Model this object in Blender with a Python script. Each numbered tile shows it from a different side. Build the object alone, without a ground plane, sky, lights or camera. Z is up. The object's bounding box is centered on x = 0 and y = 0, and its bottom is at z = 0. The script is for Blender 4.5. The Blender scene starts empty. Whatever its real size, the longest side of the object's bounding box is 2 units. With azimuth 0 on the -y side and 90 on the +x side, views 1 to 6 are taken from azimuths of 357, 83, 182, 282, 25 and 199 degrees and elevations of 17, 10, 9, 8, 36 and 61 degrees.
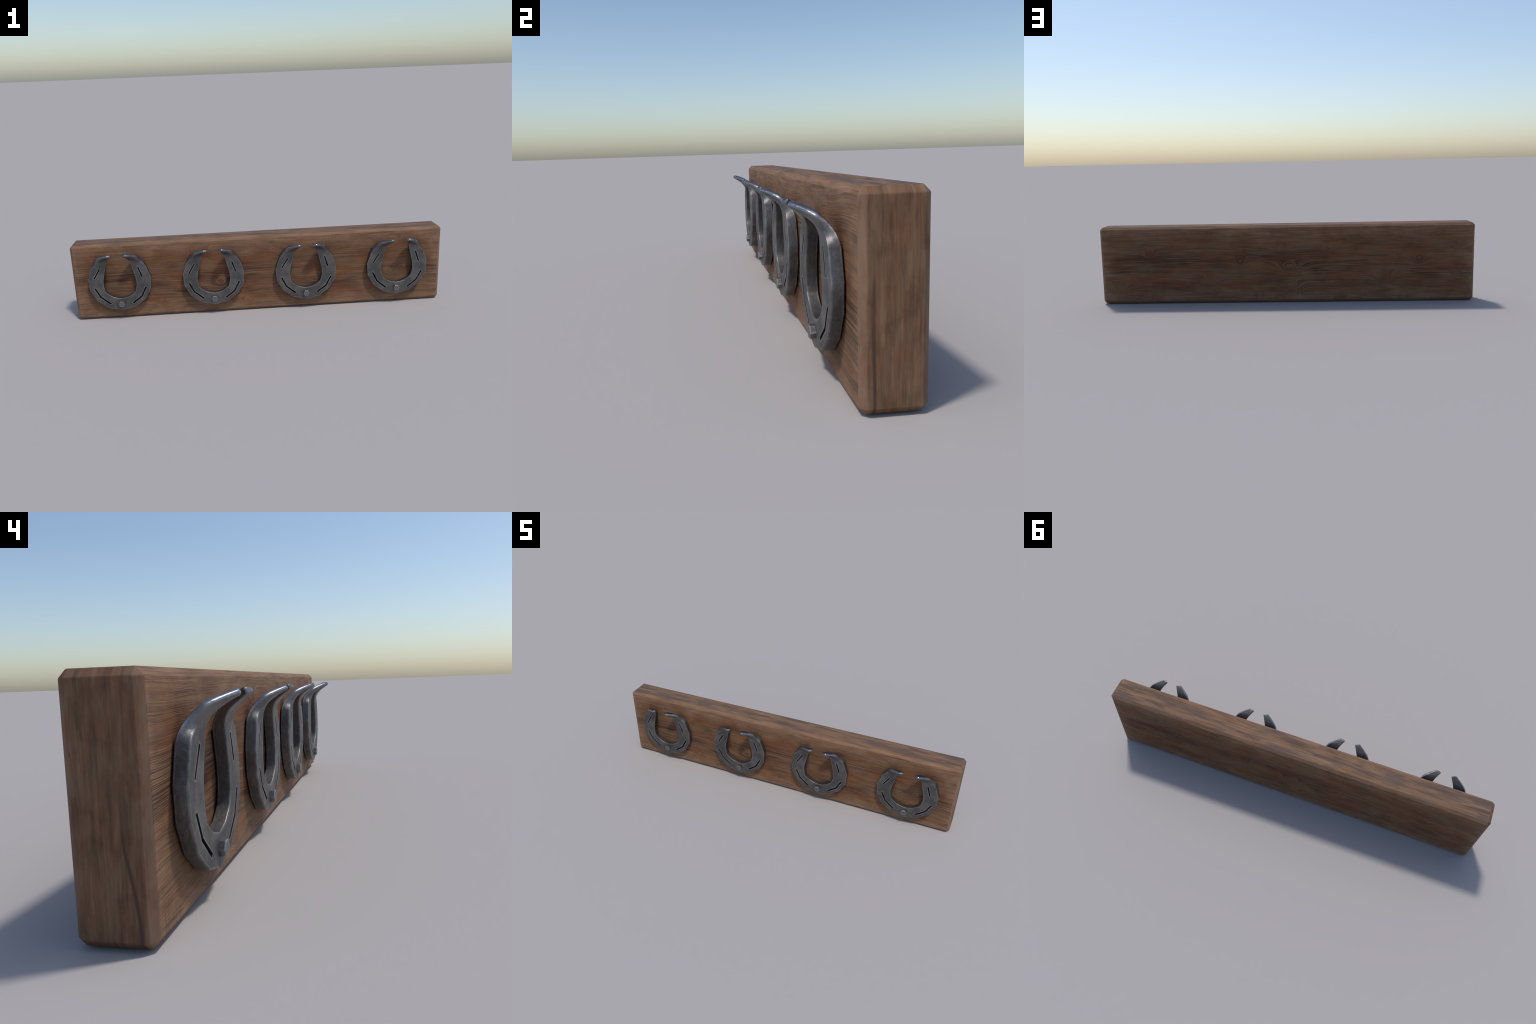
"""Timber wall rack: one chamfered plank carrying four horseshoes whose
heels are bent forward into hooks, each shoe held by one hexagon bolt."""
import bpy, bmesh, math
from mathutils import Vector

# ------------------------------------------------------------------ sizes
BOARD_X = 1.0                      # half length
BOARD_Y = (-0.0215, 0.1121)        # front face, back face
BOARD_Z = (0.0, 0.4174)
CHAMFER = 0.0136
SHOE_X = (-0.75, -0.25, 0.25, 0.75)
FRONT, BACK = -0.0525, -0.0250     # shoe front and back planes

scene = bpy.context.scene
coll = scene.collection


# ------------------------------------------------------------ node helpers
class Nodes:
    """Small helper that turns formulas into shader nodes."""

    def __init__(self, name):
        self.mat = bpy.data.materials.new(name)
        self.mat.use_nodes = True
        self.t = self.mat.node_tree
        self.t.nodes.clear()
        self.out = self.t.nodes.new("ShaderNodeOutputMaterial")
        self.bsdf = self.t.nodes.new("ShaderNodeBsdfPrincipled")
        self.t.links.new(self.bsdf.outputs[0], self.out.inputs[0])

    def put(self, sock, v):
        if hasattr(v, "is_output"):
            self.t.links.new(v, sock)
        else:
            if sock.type == "RGBA" and len(v) == 3:
                v = (*v, 1.0)
            sock.default_value = v

    def math(self, op, a, b=0.0, c=None, clamp=False):
        n = self.t.nodes.new("ShaderNodeMath")
        n.operation = op
        n.use_clamp = clamp
        self.put(n.inputs[0], a)
        self.put(n.inputs[1], b)
        if c is not None:
            self.put(n.inputs[2], c)
        return n.outputs[0]

    def add(self, a, b): return self.math("ADD", a, b)
    def sub(self, a, b): return self.math("SUBTRACT", a, b)
    def mul(self, a, b): return self.math("MULTIPLY", a, b)

    def xyz(self, x, y, z):
        n = self.t.nodes.new("ShaderNodeCombineXYZ")
        for s, v in zip(n.inputs, (x, y, z)):
            self.put(s, v)
        return n.outputs[0]

    def split(self, v):
        n = self.t.nodes.new("ShaderNodeSeparateXYZ")
        self.put(n.inputs[0], v)
        return n.outputs

    def coords(self):
        return self.t.nodes.new("ShaderNodeTexCoord").outputs["Object"]

    def noise(self, vec, scale=1.0, detail=2.0, rough=0.5, distort=0.0):
        n = self.t.nodes.new("ShaderNodeTexNoise")
        self.put(n.inputs["Vector"], vec)
        n.inputs["Scale"].default_value = scale
        n.inputs["Detail"].default_value = detail
        n.inputs["Roughness"].default_value = rough
        n.inputs["Distortion"].default_value = distort
        return n.outputs["Fac"]

    def step(self, v, lo, hi, a=0.0, b=1.0):
        n = self.t.nodes.new("ShaderNodeMapRange")
        n.interpolation_type = "SMOOTHSTEP"
        self.put(n.inputs["Value"], v)
        self.put(n.inputs["From Min"], lo)
        self.put(n.inputs["From Max"], hi)
        self.put(n.inputs["To Min"], a)
        self.put(n.inputs["To Max"], b)
        return n.outputs["Result"]

    def mix(self, fac, a, b, mode="MIX"):
        n = self.t.nodes.new("ShaderNodeMix")
        n.data_type = "RGBA"
        n.blend_type = mode
        self.put(n.inputs["Factor"], fac)
        self.put(n.inputs[6], a)
        self.put(n.inputs[7], b)
        return n.outputs[2]

    def bump(self, height, strength, dist):
        n = self.t.nodes.new("ShaderNodeBump")
        n.inputs["Strength"].default_value = strength
        n.inputs["Distance"].default_value = dist
        self.put(n.inputs["Height"], height)
        return n.outputs[0]


# ---------------------------------------------------------------- materials
# knots: centre along the plank, centre across it, half width, half height,
# how far they push the year lines aside, how dark their rings are
FRONT_KNOTS = [
    (-0.215, 0.170, 0.030, 0.017, 0.030, 0.75),
    (0.735, 0.168, 0.034, 0.018, 0.030, 0.75),
    (0.790, 0.195, 0.022, 0.013, 0.022, 0.7),
    (-0.525, 0.058, 0.020, 0.016, 0.030, 0.45),
    (-0.735, 0.040, 0.020, 0.014, 0.026, 0.4),
    (-0.070, 0.050, 0.020, 0.015, 0.030, 0.45),
    (-0.290, 0.352, 0.026, 0.018, 0.024, 0.5),
    (0.655, 0.352, 0.026, 0.018, 0.022, 0.5),
    (0.345, 0.040, 0.020, 0.016, 0.026, 0.45),
    (0.130, 0.335, 0.055, 0.016, 0.016, 0.4),
]
BACK_KNOTS = [
    (0.245, 0.222, 0.024, 0.018, 0.032, 1),
    (-0.710, 0.226, 0.026, 0.019, 0.034, 1),
    (0.730, 0.270, 0.020, 0.018, 0.030, 0.5),
    (0.022, 0.290, 0.026, 0.014, 0.028, 0.45),
    (-0.220, 0.280, 0.022, 0.018, 0.030, 0.5),
    (-0.020, 0.190, 0.060, 0.022, 0.030, 0.8),
    (-0.025, 0.085, 0.042, 0.020, 0.030, 0.6),
    (0.415, 0.122, 0.030, 0.022, 0.028, 0.4),
    (-0.525, 0.125, 0.030, 0.024, 0.032, 0.6),
    (-0.940, 0.298, 0.024, 0.014, 0.024, 0.4),
    (-0.950, 0.090, 0.034, 0.022, 0.030, 0.5),
    (0.905, 0.090, 0.030, 0.016, 0.026, 0.35),
]

RED = (0.222, 0.096, 0.046)
TAN = (0.226, 0.133, 0.074)
OCHRE = (0.262, 0.117, 0.043)
PALE = (0.338, 0.200, 0.120)
GREY = (0.110, 0.083, 0.074)
LINE = (0.036, 0.023, 0.021)


def plank_material():
    """Brown planed timber with year lines running along x."""
    N = Nodes("plank_wood")
    x, y, z = N.split(N.coords())
    # position across the grain, continuous over front, top and back
    across = N.add(z, N.mul(y, 2.3))
    front = N.step(y, 0.03, 0.05, 1.0, 0.0)

    wobble = N.sub(N.noise(N.xyz(N.mul(x, 1.5), N.mul(across, 3.5), front), 1.0, 2.0), 0.5)
    fine_wobble = N.sub(N.noise(N.xyz(N.mul(x, 9.0), N.mul(across, 22.0), 4.0), 1.0, 2.0), 0.5)
    w = N.add(across, N.add(N.mul(wobble, 0.07), N.mul(fine_wobble, 0.006)))

    ring_zone = 0.0
    for knots, side in ((FRONT_KNOTS, front), (BACK_KNOTS, N.sub(1.0, front))):
        push, zone = 0.0, 0.0
        for kx, kz, sx, sz, lift, shade in knots:
            dx = N.math("DIVIDE", N.sub(x, kx), sx)
            dz = N.math("DIVIDE", N.sub(z, kz), sz)
            d2 = N.add(N.mul(dx, dx), N.mul(dz, dz))
            bell = N.math("EXPONENT", N.mul(d2, -0.55))
            push = N.add(push, N.mul(bell, lift * 1.7))
            zone = N.add(zone, N.mul(N.math("EXPONENT", N.mul(d2, -0.30)), shade))
        w = N.add(w, N.mul(push, side))
        ring_zone = N.add(ring_zone, N.mul(zone, side))
    ring_zone = N.math("MINIMUM", ring_zone, 1.0)

    # thin dark year lines of uneven spacing
    yr = N.noise(N.xyz(N.mul(w, 150.0), N.mul(x, 0.9), 1.7), 1.0, 2.0, 0.6)
    lines = N.step(N.math("ABSOLUTE", N.sub(yr, 0.50)), 0.006, 0.050, 1.0, 0.0)
    yr2 = N.noise(N.xyz(N.mul(w, 75.0), N.mul(x, 1.4), 8.2), 1.0, 1.0, 0.5)
    lines2 = N.step(N.math("ABSOLUTE", N.sub(yr2, 0.47)), 0.004, 0.045, 1.0, 0.0)
    patchy = N.step(N.noise(N.xyz(N.mul(x, 2.6), N.mul(across, 9.0), 3.0), 1.0, 3.0, 0.55), 0.36, 0.62)
    heart = N.step(N.math("ABSOLUTE", N.sub(z, 0.19)), 0.02, 0.16, 1.0, 0.35)
    amount = N.math("MAXIMUM", N.mul(patchy, heart), N.mul(ring_zone, 0.95))
    yr3 = N.noise(N.xyz(N.mul(w, 300.0), N.mul(x, 2.6), 14.0), 1.0, 2.0, 0.6)
    hair = N.step(N.math("ABSOLUTE", N.sub(yr3, 0.52)), 0.005, 0.060, 1.0, 0.0)
    hair_at = N.step(N.noise(N.xyz(N.mul(x, 4.0), N.mul(across, 20.0), 77.0), 1.0, 3.0, 0.6), 0.34, 0.60, 0.08, 0.52)
    dark = N.mul(N.math("MAXIMUM", lines, N.mul(lines2, 0.9)), amount)

    dark = N.math("MAXIMUM", dark, N.mul(hair, hair_at))

    # fibres, blotches and cross saw marks
    fibre = N.noise(N.xyz(N.mul(x, 5.0), N.mul(w, 330.0), 2.0), 1.0, 4.0, 0.7)
    streak = N.noise(N.xyz(N.mul(x, 5.5), N.mul(w, 70.0), 5.0), 1.0, 4.0, 0.65)
    blot_a = N.noise(N.xyz(N.mul(x, 5.0), N.mul(across, 15.0), 11.0), 1.0, 4.0, 0.6, 0.3)
    blot_b = N.noise(N.xyz(N.mul(x, 6.0), N.mul(across, 17.0), 23.0), 1.0, 4.0, 0.6, 0.3)
    saw = N.noise(N.xyz(N.mul(x, 150.0), N.mul(across, 9.0), 6.0), 1.0, 3.0, 0.7)
    flank = N.step(N.math("ABSOLUTE", N.split(N.t.nodes.new("ShaderNodeNewGeometry").outputs["Normal"])[1]), 0.85, 0.98)
    saw_at = N.step(N.noise(N.xyz(N.mul(x, 9.0), N.mul(across, 14.0), 31.0), 1.0, 2.0), 0.50, 0.66)

    col = N.mix(N.step(blot_a, 0.36, 0.62), TAN, RED)
    col = N.mix(N.mul(N.step(blot_b, 0.50, 0.70), 0.7), col, OCHRE)
    # paler rubbed band along the arrises
    ez = N.math("MINIMUM", N.sub(BOARD_Z[1], z), z)
    ex = N.sub(BOARD_X, N.math("ABSOLUTE", x))
    ragged = N.mul(N.sub(N.noise(N.xyz(N.mul(x, 11.0), N.mul(across, 16.0), 41.0), 1.0, 4.0, 0.65), 0.5), 0.15)
    rub = N.step(N.add(N.math("MINIMUM", ez, ex), ragged), 0.0, 0.10, 1.0, 0.0)
    col = N.mix(N.mul(rub, 0.75), col, PALE)
    col = N.mix(N.step(streak, 0.42, 0.66, 0.0, 0.50), col, N.mix(1.0, col, (0.55, 0.55, 0.58), "MULTIPLY"))
    col = N.mix(N.step(fibre, 0.36, 0.66, 0.0, 0.50), col, N.mix(1.0, col, (0.52, 0.50, 0.50), "MULTIPLY"))
    col = N.mix(N.mul(N.mul(N.step(saw, 0.42, 0.68), N.mul(saw_at, flank)), N.add(0.22, N.mul(rub, 0.40))), col, (0.085, 0.062, 0.050))
    dark_blotch = N.noise(N.xyz(N.mul(x, 7.0), N.mul(across, 13.0), 57.0), 1.0, 5.0, 0.62, 0.5)
    col = N.mix(N.step(dark_blotch, 0.50, 0.68, 0.0, 0.42), col, N.mix(1.0, col, (0.50, 0.48, 0.48), "MULTIPLY"))
    # weathered grey runs on the upper edge of the plank
    _, _, nz = N.split(N.t.nodes.new("ShaderNodeNewGeometry").outputs["Normal"])
    edge_run = N.noise(N.xyz(N.mul(x, 4.5), N.mul(y, 30.0), 17.0), 1.0, 5.0, 0.62, 0.4)
    col = N.mix(N.mul(N.mul(N.step(edge_run, 0.44, 0.60), N.step(N.math("ABSOLUTE", nz), 0.75, 0.95)), 0.75), col, GREY)
    col = N.mix(N.mul(dark, 0.92), col, LINE)

    N.put(N.bsdf.inputs["Base Color"], col)
    N.put(N.bsdf.inputs["Roughness"], N.step(fibre, 0.3, 0.7, 0.62, 0.80))
    N.bsdf.inputs["Specular IOR Level"].default_value = 0.16
    h = N.sub(N.add(N.mul(fibre, 0.35), N.mul(streak, 0.35)), N.mul(dark, 0.8))
    N.put(N.bsdf.inputs["Normal"], N.bump(h, 0.55, 0.0022))
    return N.mat


def end_material():
    """Sawn plank ends: broad soft streaks running upright."""
    N = Nodes("end_wood")
    x, y, z = N.split(N.coords())
    side = N.step(x, -0.1, 0.1, 0.0, 7.0)
    bend = N.mul(N.sub(N.noise(N.xyz(N.mul(y, 9.0), N.mul(z, 4.0), side), 1.0, 2.0), 0.5), 0.012)
    v = N.add(y, bend)
    wide = N.noise(N.xyz(N.mul(v, 70.0), N.mul(z, 8.0), side), 1.0, 5.0, 0.66)
    fibre = N.noise(N.xyz(N.mul(v, 260.0), N.mul(z, 7.0), side), 1.0, 4.0, 0.65)
    blot = N.noise(N.xyz(N.mul(v, 32.0), N.mul(z, 13.0), N.add(side, 3.0)), 1.0, 4.0, 0.6, 0.4)
    col = N.mix(N.step(blot, 0.36, 0.64), (0.226, 0.136, 0.079), (0.220, 0.110, 0.062))
    col = N.mix(N.step(wide, 0.34, 0.56, 0.52, 0.0), col, (0.092, 0.055, 0.036))
    col = N.mix(N.step(wide, 0.54, 0.72, 0.0, 0.50), col, PALE)
    col = N.mix(N.step(fibre, 0.34, 0.70, 0.0, 0.45), col, N.mix(1.0, col, (0.55, 0.53, 0.52), "MULTIPLY"))
    dark_blotch = N.noise(N.xyz(N.mul(y, 22.0), N.mul(z, 15.0), N.add(side, 20.0)), 1.0, 4.0, 0.6, 0.4)
    col = N.mix(N.step(dark_blotch, 0.48, 0.68, 0.0, 0.40), col, N.mix(1.0, col, (0.50, 0.46, 0.44), "MULTIPLY"))
    # one long shake running up each end
    path = N.add(N.step(x, -0.1, 0.1, 0.0235, 0.0035), N.mul(N.step(z, 0.02, 0.20, 1.0, 0.0), N.step(x, -0.1, 0.1, -0.022, 0.003)))
    off = N.math("ABSOLUTE", N.sub(N.add(y, N.mul(N.sub(wide, 0.5), 0.008)), path))
    col = N.mix(N.mul(N.step(off, 0.0006, 0.0052, 0.75, 0.0), N.step(z, 0.12, 0.30, 1.0, 0.0)), col, (0.062, 0.036, 0.033))
    ey = N.math("MINIMUM", N.sub(y, BOARD_Y[0]), N.sub(BOARD_Y[1], y))
    rub = N.step(N.add(ey, N.mul(N.sub(blot, 0.5), 0.05)), 0.0, 0.022, 0.55, 0.0)
    col = N.mix(rub, col, (0.265, 0.170, 0.122))
    N.put(N.bsdf.inputs["Base Color"], col)
    N.bsdf.inputs["Roughness"].default_value = 0.74
    N.bsdf.inputs["Specular IOR Level"].default_value = 0.16
    N.put(N.bsdf.inputs["Normal"], N.bump(N.add(wide, N.mul(fibre, 0.5)), 0.4, 0.002))
    return N.mat


def iron_material(name, seed, lift=1.0, shiny=False):
    """Dark forged iron, brighter and smoother where it is rubbed."""
    N = Nodes(name)
    co = N.coords()
    x, y, z = N.split(co)
    p = N.xyz(N.add(x, seed), y, z)
    cloud = N.noise(p, 16.0, 4.0, 0.6)
    speck = N.noise(p, 130.0, 3.0, 0.65)
    geo = N.t.nodes.new("ShaderNodeNewGeometry")
    bev = N.t.nodes.new("ShaderNodeBevel")
    bev.samples = 10
    bev.inputs["Radius"].default_value = 0.010
    dot = N.t.nodes.new("ShaderNodeVectorMath")
    dot.operation = "DOT_PRODUCT"
    N.put(dot.inputs[0], bev.outputs[0])
    N.put(dot.inputs[1], geo.outputs["True Normal"])
    worn = N.mul(N.step(dot.outputs["Value"], 0.88, 0.992, 1.0, 0.0),
                 N.step(N.noise(p, 42.0, 4.0, 0.7), 0.30, 0.56))
    # the bent heels are rubbed smooth by what hangs on them
    rubbed = N.step(z, 0.346, 0.364) if shiny else N.mul(N.step(z, 0.315, 0.352), 0.22)
    col = N.mix(N.step(cloud, 0.36, 0.66), (0.122, 0.118, 0.115), (0.186, 0.181, 0.176))  # tones lowered toward the baked-dark shoe sides, warmed against blue sky reflection
    col = N.mix(N.step(speck, 0.56, 0.74, 0.0, 0.45), col, (0.295, 0.292, 0.292))
    col = N.mix(N.step(speck, 0.42, 0.28, 0.0, 0.30), col, (0.085, 0.085, 0.092))
    col = N.mix(N.mul(worn, 0.75), col, (0.42, 0.41, 0.41))
    col = N.mix(N.mul(rubbed, N.step(cloud, 0.32, 0.56, 0.35, 0.75)), col, (0.34, 0.345, 0.36))
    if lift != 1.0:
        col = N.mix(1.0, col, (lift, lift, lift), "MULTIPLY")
    N.put(N.bsdf.inputs["Base Color"], col)
    N.bsdf.inputs["Metallic"].default_value = 1.0
    rough = N.add(N.step(cloud, 0.3, 0.7, 0.62, 0.46), N.mul(N.sub(speck, 0.5), 0.16))
    rough = N.sub(rough, N.mul(rubbed, 0.30))
    rough = N.sub(rough, N.mul(worn, 0.08))
    N.put(N.bsdf.inputs["Roughness"], N.math("MAXIMUM", rough, 0.14))
    N.put(N.bsdf.inputs["Normal"], N.bump(N.add(N.add(cloud, N.mul(N.noise(p, 45.0, 3.0, 0.6), 0.5)), N.mul(speck, 0.16)), 0.38, 0.005))
    return N.mat


def shadow_black_material():
    """Near-black colour that paints shadow into the grooves and behind the shoe."""
    N = Nodes("painted_groove_shadow")
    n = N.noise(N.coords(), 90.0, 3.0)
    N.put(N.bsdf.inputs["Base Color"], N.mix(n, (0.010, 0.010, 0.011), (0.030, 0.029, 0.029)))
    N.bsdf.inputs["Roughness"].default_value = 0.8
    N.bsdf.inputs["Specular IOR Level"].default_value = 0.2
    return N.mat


# ------------------------------------------------------------------- plank
def make_board(parent):
    me = bpy.data.meshes.new("wooden_board")
    bm = bmesh.new()
    vs = [bm.verts.new((sx * BOARD_X, y, z))
          for sx in (-1, 1) for y in BOARD_Y for z in BOARD_Z]
    bmesh.ops.convex_hull(bm, input=vs)
    bmesh.ops.dissolve_limit(bm, angle_limit=0.02, verts=bm.verts, edges=bm.edges)
    bmesh.ops.bevel(bm, geom=list(bm.edges), offset=CHAMFER, segments=1,
                    profile=0.5, affect="EDGES")
    # break the new arrises very slightly so that they catch light
    bmesh.ops.bevel(bm, geom=list(bm.edges), offset=0.0012, segments=1,
                    profile=0.5, affect="EDGES")
    bmesh.ops.recalc_face_normals(bm, faces=bm.faces)
    bm.normal_update()
    for f in bm.faces:
        n = f.normal
        f.material_index = 1 if abs(n.x) > 0.55 and abs(n.x) >= abs(n.z) - 1e-3 else 0
        f.smooth = False
    bm.to_mesh(me)
    bm.free()
    ob = bpy.data.objects.new("wooden_board", me)
    me.materials.append(plank_material())
    me.materials.append(end_material())
    coll.objects.link(ob)
    ob.parent = parent
    return ob


# --------------------------------------------------------------- horseshoe
# Cross-sections of the right half, from the toe up to the heel tip. Each row:
# front-outer, outer ridge, back-outer, back-inner, front-inner corner, then
# the rounding of the corners.
def flat(ox, oz, ix, iz, r=0.0022):
    mid = (FRONT + BACK) / 2
    return ((ox, FRONT, oz), (ox, mid, oz), (ox, BACK, oz),
            (ix, BACK, iz), (ix, FRONT, iz), r)


OUTER = [(0.0, 0.0537), (0.0715, 0.0697), (0.1275, 0.1120), (0.1612, 0.1715), (0.1650, 0.2360)]
INNER = [(0.0, 0.1205), (0.0420, 0.1312), (0.0765, 0.1560), (0.0866, 0.1950), (0.0842, 0.2330)]


def web_rows():
    """Flat part of the shoe: straight facets outside, a rounder curve inside."""
    rows = []
    ghost = [(-INNER[1][0], INNER[1][1])] + INNER + [(0.0672, 0.3010)]
    for k in range(len(OUTER) - 1):
        for t in (0.0, 0.5):
            p0, p1, p2, p3 = (Vector(p) for p in ghost[k:k + 4])
            c = 0.5 * ((2 * p1) + (p2 - p0) * t + (2 * p0 - 5 * p1 + 4 * p2 - p3) * t * t
                       + (3 * p1 - p0 - 3 * p2 + p3) * t ** 3)
            c = c.lerp(p1.lerp(p2, t), 0.6)          # forged, not quite fair
            o = Vector(OUTER[k]).lerp(Vector(OUTER[k + 1]), t)
            rows.append(flat(o.x, o.y, c.x, c.y))
    rows.append(flat(*OUTER[-1], *INNER[-1]))
    return rows


HALF = web_rows() + [
    # the heel swings forward, narrows and thins into a rounded finger
    ((0.1440, FRONT, 0.2970), (0.1443, -0.0391, 0.2982), (0.1447, BACK, 0.2995),
     (0.0672, BACK, 0.3015), (0.0672, FRONT, 0.3005), 0.0024),
    ((0.1180, -0.0540, 0.3185), (0.1245, -0.0455, 0.3250), (0.1292, -0.0360, 0.3305),
     (0.0605, -0.0365, 0.3340), (0.0615, -0.0555, 0.3215), 0.0028),
]

# the two heels were not bent quite alike
FINGER_RIGHT = [
    ((0.1030, -0.0630, 0.3315), (0.1135, -0.0618, 0.3470), (0.1125, -0.0530, 0.3530),
     (0.0530, -0.0510, 0.3525), (0.0550, -0.0650, 0.3390), 0.0038),
    ((0.0890, -0.0785, 0.3480), (0.1030, -0.0778, 0.3598), (0.0960, -0.0698, 0.3678),
     (0.0455, -0.0680, 0.3680), (0.0465, -0.0815, 0.3525), 0.0048),
    ((0.0515, -0.1110, 0.3682), (0.0580, -0.1106, 0.3742), (0.0535, -0.1055, 0.3815),
     (0.0300, -0.0970, 0.3810), (0.0310, -0.1030, 0.3675), 0.0050),
]
FINGER_LEFT = [
    ((0.1030, -0.0630, 0.3315), (0.1132, -0.0620, 0.3468), (0.1120, -0.0538, 0.3522),
     (0.0510, -0.0515, 0.3510), (0.0540, -0.0650, 0.3390), 0.0038),
    ((0.0880, -0.0785, 0.3478), (0.1000, -0.0778, 0.3592), (0.0940, -0.0703, 0.3655),
     (0.0405, -0.0690, 0.3660), (0.0430, -0.0815, 0.3520), 0.0048),
    ((0.0470, -0.1108, 0.3680), (0.0525, -0.1108, 0.3740), (0.0485, -0.1055, 0.3802),
     (0.0250, -0.0965, 0.3796), (0.0270, -0.1025, 0.3670), 0.0050),
]


def section_ring(row, mirror=1.0, per_corner=4):
    """Ring through one cross-section with rounded corners."""
    quad, r = [Vector(p) for p in row[:-1]], row[-1]
    m = len(quad)
    pts = []
    for k in range(m):
        c, a, b = quad[k], quad[k - 1], quad[(k + 1) % m]
        da, db = (a - c), (b - c)
        p0 = c + da.normalized() * min(r, da.length * 0.49)
        p2 = c + db.normalized() * min(r, db.length * 0.49)
        for j in range(per_corner):
            t = j / (per_corner - 1)
            w0, w1, w2 = (1 - t) ** 2, 2 * t * (1 - t) * math.sqrt(0.5), t * t
            pts.append((p0 * w0 + c * w1 + p2 * w2) / (w0 + w1 + w2))
    return [Vector((p.x * mirror, p.y, p.z)) for p in pts]


def middle(row):
    return sum((Vector(p) for p in row[:-1]), Vector()) / (len(row) - 1)


def bent_rows(rows, start, parts=3):
    """Round the bend: extra cross-sections on a spline through the given ones."""
    out = list(rows[:start])
    for k in range(start, len(rows) - 1):
        q = [rows[max(k - 1, 0)], rows[k], rows[k + 1], rows[min(k + 2, len(rows) - 1)]]
        for i in range(parts):
            t = i / parts
            row = []
            for c in range(5):
                p0, p1, p2, p3 = (Vector(r[c]) for r in q)
                row.append(tuple(0.5 * (2 * p1 + (p2 - p0) * t + (2 * p0 - 5 * p1 + 4 * p2 - p3) * t * t
                                        + (3 * p1 - p0 - 3 * p2 + p3) * t ** 3)))
            out.append(tuple(row) + (q[1][5] + (q[2][5] - q[1][5]) * t,))
    return out + [rows[-1]]


def tip_rings(rows):
    """Shrinking rings that round off the heel tip."""
    row = rows[-1]
    mid = middle(row)
    ahead = (mid - middle(rows[-2])).normalized()
    return [tuple(tuple(mid + (Vector(p) - mid) * k + ahead * out) for p in row[:-1]) + (row[-1] * k,)
            for out, k in ((0.0022, 0.93), (0.0042, 0.74), (0.0052, 0.36))]


SLOTS = [  # fullering grooves: centre line in the front plane
    [(-0.1340, 0.1850), (-0.1085, 0.1345), (-0.0580, 0.0925)],
    [(0.1360, 0.1800), (0.1090, 0.1285), (0.0600, 0.0915)],
    [(-0.1330, 0.2390), (-0.0990, 0.2925)],
    [(0.1195, 0.2360), (0.1005, 0.2940)],
]
SLOT_WIDTH = (0.0086, 0.0086, 0.0066, 0.0072)
SLOT_DEPTH = 0.0120


def slot_cutter(bm, line, width):
    pts = [Vector((a, 0, b)) for a, b in line]
    left, right = [], []
    for i, p in enumerate(pts):
        dirs = []
        if i > 0:
            dirs.append((p - pts[i - 1]).normalized())
        if i < len(pts) - 1:
            dirs.append((pts[i + 1] - p).normalized())
        d = sum(dirs, Vector()).normalized()
        n = Vector((-d.z, 0, d.x))
        k = width * 0.5 / max(0.3, n.dot(Vector((-dirs[0].z, 0, dirs[0].x))))
        left.append(p + n * k)
        right.append(p - n * k)
    loop = left + right[::-1]
    lo = [bm.verts.new((p.x, FRONT - 0.02, p.z)) for p in loop]
    hi = [bm.verts.new((p.x, FRONT + SLOT_DEPTH, p.z)) for p in loop]
    n = len(loop)
    m = len(left)
    for i in range(n):
        j = (i + 1) % n
        bm.faces.new((lo[i], lo[j], hi[j], hi[i]))
    for ring in (lo, hi):
        for i in range(m - 1):
            bm.faces.new((ring[i], ring[i + 1], ring[n - 2 - i], ring[n - 1 - i]))


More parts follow.
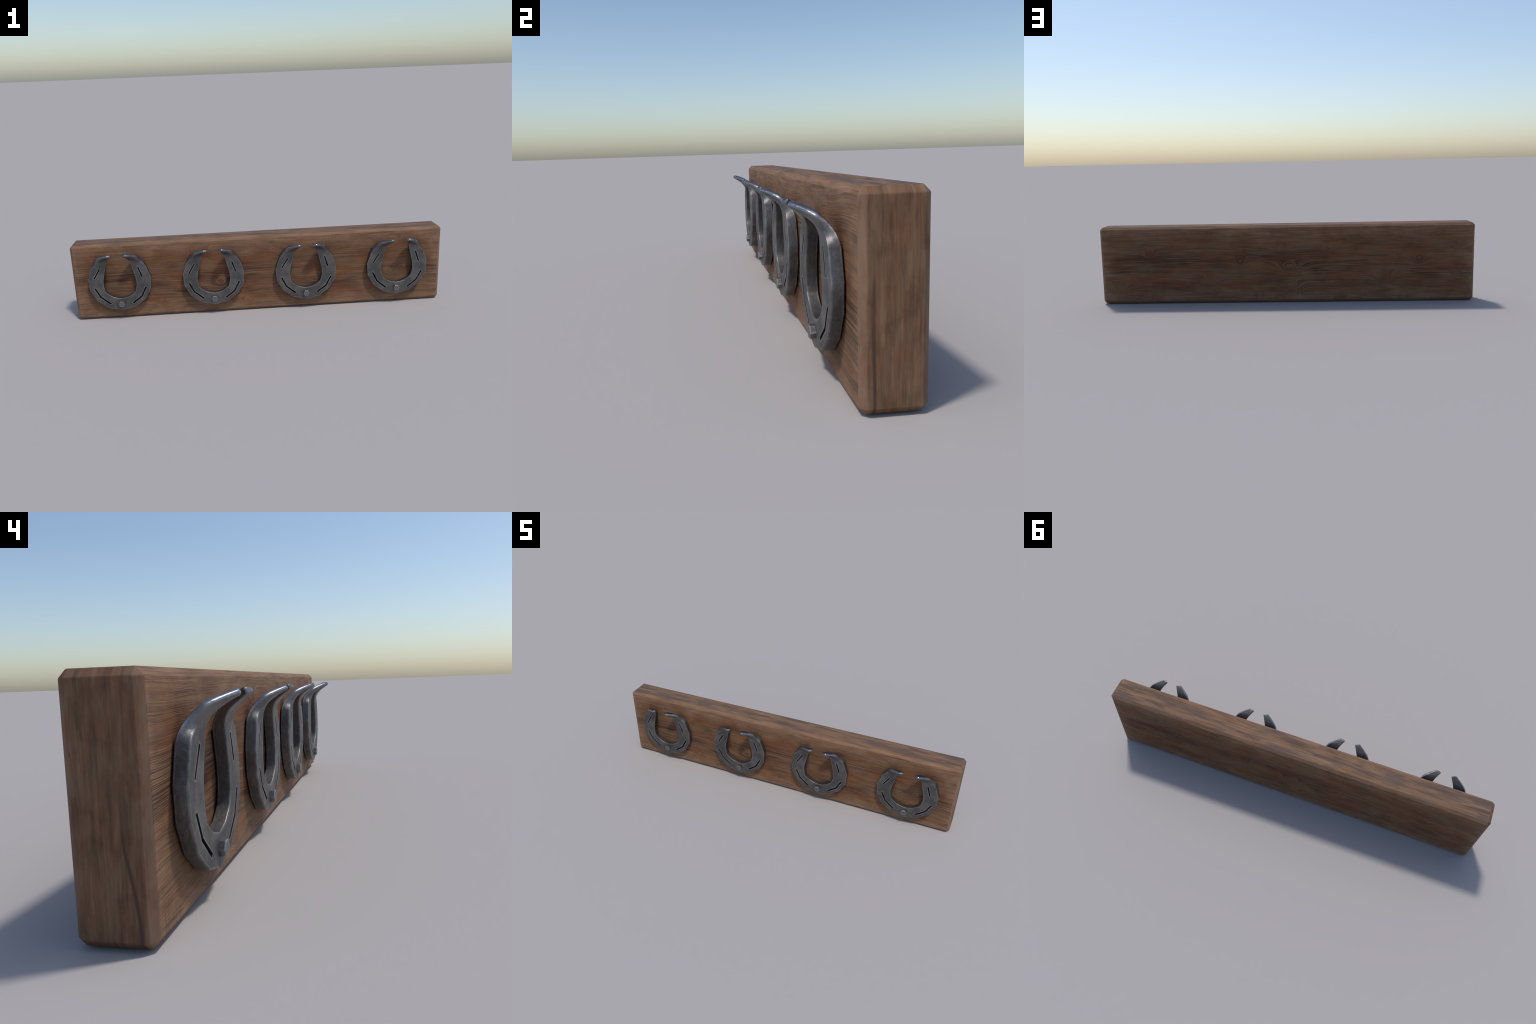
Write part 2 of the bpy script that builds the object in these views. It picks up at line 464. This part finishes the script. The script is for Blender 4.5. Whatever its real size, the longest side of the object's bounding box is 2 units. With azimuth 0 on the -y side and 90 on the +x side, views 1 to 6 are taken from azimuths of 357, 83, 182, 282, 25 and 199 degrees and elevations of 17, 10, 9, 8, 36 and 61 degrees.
def make_horseshoe_mesh():
    right = bent_rows(HALF + FINGER_RIGHT, len(HALF) - 2) + tip_rings(FINGER_RIGHT)
    left = bent_rows(HALF + FINGER_LEFT, len(HALF) - 2) + tip_rings(FINGER_LEFT)
    rings = [section_ring(r, -1.0) for r in left[:0:-1]] + [section_ring(r) for r in right]
    bm = bmesh.new()
    loops = [[bm.verts.new(p) for p in ring] for ring in rings]
    n = len(loops[0])
    for a, b in zip(loops, loops[1:]):
        for i in range(n):
            j = (i + 1) % n
            f = bm.faces.new((a[i], a[j], b[j], b[i]))
            c = f.calc_center_median()
            if (c.z > 0.338 and 5 <= i <= 9) or (c.y < -0.1115 and 4 <= i <= 10):
                f.material_index = 1     # ridge that coats slide over
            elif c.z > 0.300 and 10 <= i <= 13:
                f.material_index = 3     # darker iron colour on the back of the heel
    bm.faces.new(loops[0])
    bm.faces.new(loops[-1])
    bmesh.ops.recalc_face_normals(bm, faces=bm.faces)
    body = bpy.data.meshes.new("horseshoe_blank")
    bm.to_mesh(body)
    bm.free()
    blank = bpy.data.objects.new("horseshoe_blank", body)
    coll.objects.link(blank)

    bm = bmesh.new()
    for line, width in zip(SLOTS, SLOT_WIDTH):
        slot_cutter(bm, line, width)
    bmesh.ops.recalc_face_normals(bm, faces=bm.faces)
    cme = bpy.data.meshes.new("slot_cutter")
    bm.to_mesh(cme)
    bm.free()
    cutter = bpy.data.objects.new("slot_cutter", cme)
    coll.objects.link(cutter)
    for m in (irons[0], polished, shadow_black, scale):
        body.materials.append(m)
    cme.materials.append(shadow_black)

    mod = blank.modifiers.new("slots", "BOOLEAN")
    mod.operation = "DIFFERENCE"
    mod.solver = "EXACT"
    mod.object = cutter
    mod.material_mode = "TRANSFER"
    dg = bpy.context.evaluated_depsgraph_get()
    cut = bpy.data.meshes.new_from_object(blank.evaluated_get(dg))
    blank.modifiers.clear()
    blank.data = cut
    # black plug modelling the contact shadow behind the shoe, up to the lifting heels
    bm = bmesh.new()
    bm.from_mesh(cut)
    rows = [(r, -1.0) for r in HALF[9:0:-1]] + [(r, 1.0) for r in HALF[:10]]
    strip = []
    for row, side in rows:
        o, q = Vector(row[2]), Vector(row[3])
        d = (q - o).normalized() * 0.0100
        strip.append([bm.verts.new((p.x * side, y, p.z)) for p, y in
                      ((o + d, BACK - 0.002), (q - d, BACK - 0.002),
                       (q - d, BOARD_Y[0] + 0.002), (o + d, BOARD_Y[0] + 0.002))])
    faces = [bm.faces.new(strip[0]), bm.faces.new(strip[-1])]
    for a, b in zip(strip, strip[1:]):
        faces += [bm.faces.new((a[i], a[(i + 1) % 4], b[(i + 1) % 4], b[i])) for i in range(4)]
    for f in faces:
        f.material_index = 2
    bmesh.ops.recalc_face_normals(bm, faces=faces)
    bm.to_mesh(cut)
    bm.free()
    for p in cut.polygons:
        p.use_smooth = True
    cut.set_sharp_from_angle(angle=math.radians(50))
    wn = blank.modifiers.new("weighted", "WEIGHTED_NORMAL")
    wn.keep_sharp = True
    wn.weight = 50
    dg = bpy.context.evaluated_depsgraph_get()
    done = bpy.data.meshes.new_from_object(blank.evaluated_get(dg))
    done.name = "horseshoe"
    bpy.data.objects.remove(blank)
    bpy.data.objects.remove(cutter)
    return done


def make_bolt_mesh():
    """Hexagon head with a broken edge, on a shank that enters the plank."""
    me = bpy.data.meshes.new("bolt")
    bm = bmesh.new()
    R = 0.0170
    cx, cz = -0.0006, 0.0910
    prof = [(0.0090, BOARD_Y[0] + 0.008), (0.0090, FRONT + 0.0030), (R, FRONT + 0.0030),
            (R, FRONT - 0.0104), (R - 0.0015, FRONT - 0.0121)]
    rings = []
    for r, y in prof:
        rings.append([bm.verts.new((cx + r * math.cos(math.radians(60 * k + 1)), y,
                                    cz + r * math.sin(math.radians(60 * k + 1)))) for k in range(6)])
    for a, b in zip(rings, rings[1:]):
        for i in range(6):
            j = (i + 1) % 6
            bm.faces.new((a[i], a[j], b[j], b[i]))
    bm.faces.new(rings[0])
    bm.faces.new(rings[-1])
    bmesh.ops.recalc_face_normals(bm, faces=bm.faces)
    bm.to_mesh(me)
    bm.free()
    return me


# ----------------------------------------------------------------- assemble
rack = bpy.data.objects.new("coat_rack", None)
rack["label"] = "brown timber plank rack with four iron horseshoe hooks"
rack["category"] = "coat rack"
coll.objects.link(rack)
make_board(rack)

irons = (iron_material("forged_iron", 0.0), iron_material("worn_forged_iron", 3.7))
shadow_black = shadow_black_material()
polished = iron_material("rubbed_iron", 0.0, 1.0, True)
scale = iron_material("darker_iron", 0.0, 0.55)
shoe_mesh = make_horseshoe_mesh()
bolt_mesh = make_bolt_mesh()
bolt_mesh.materials.append(iron_material("bolt_iron", 9.1, 1.20))
first_shoe = bpy.data.objects.new("horseshoe", shoe_mesh)
first_bolt = bpy.data.objects.new("bolt", bolt_mesh)
for i, sx in enumerate(SHOE_X):
    shoe = first_shoe if i == 0 else first_shoe.copy()
    bolt = first_bolt if i == 0 else first_bolt.copy()
    coll.objects.link(shoe)
    coll.objects.link(bolt)
    shoe.parent = rack
    shoe.location = (sx, 0, 0)
    bolt.parent = shoe
    shoe.material_slots[0].link = "OBJECT"
    shoe.material_slots[0].material = irons[i % 2]
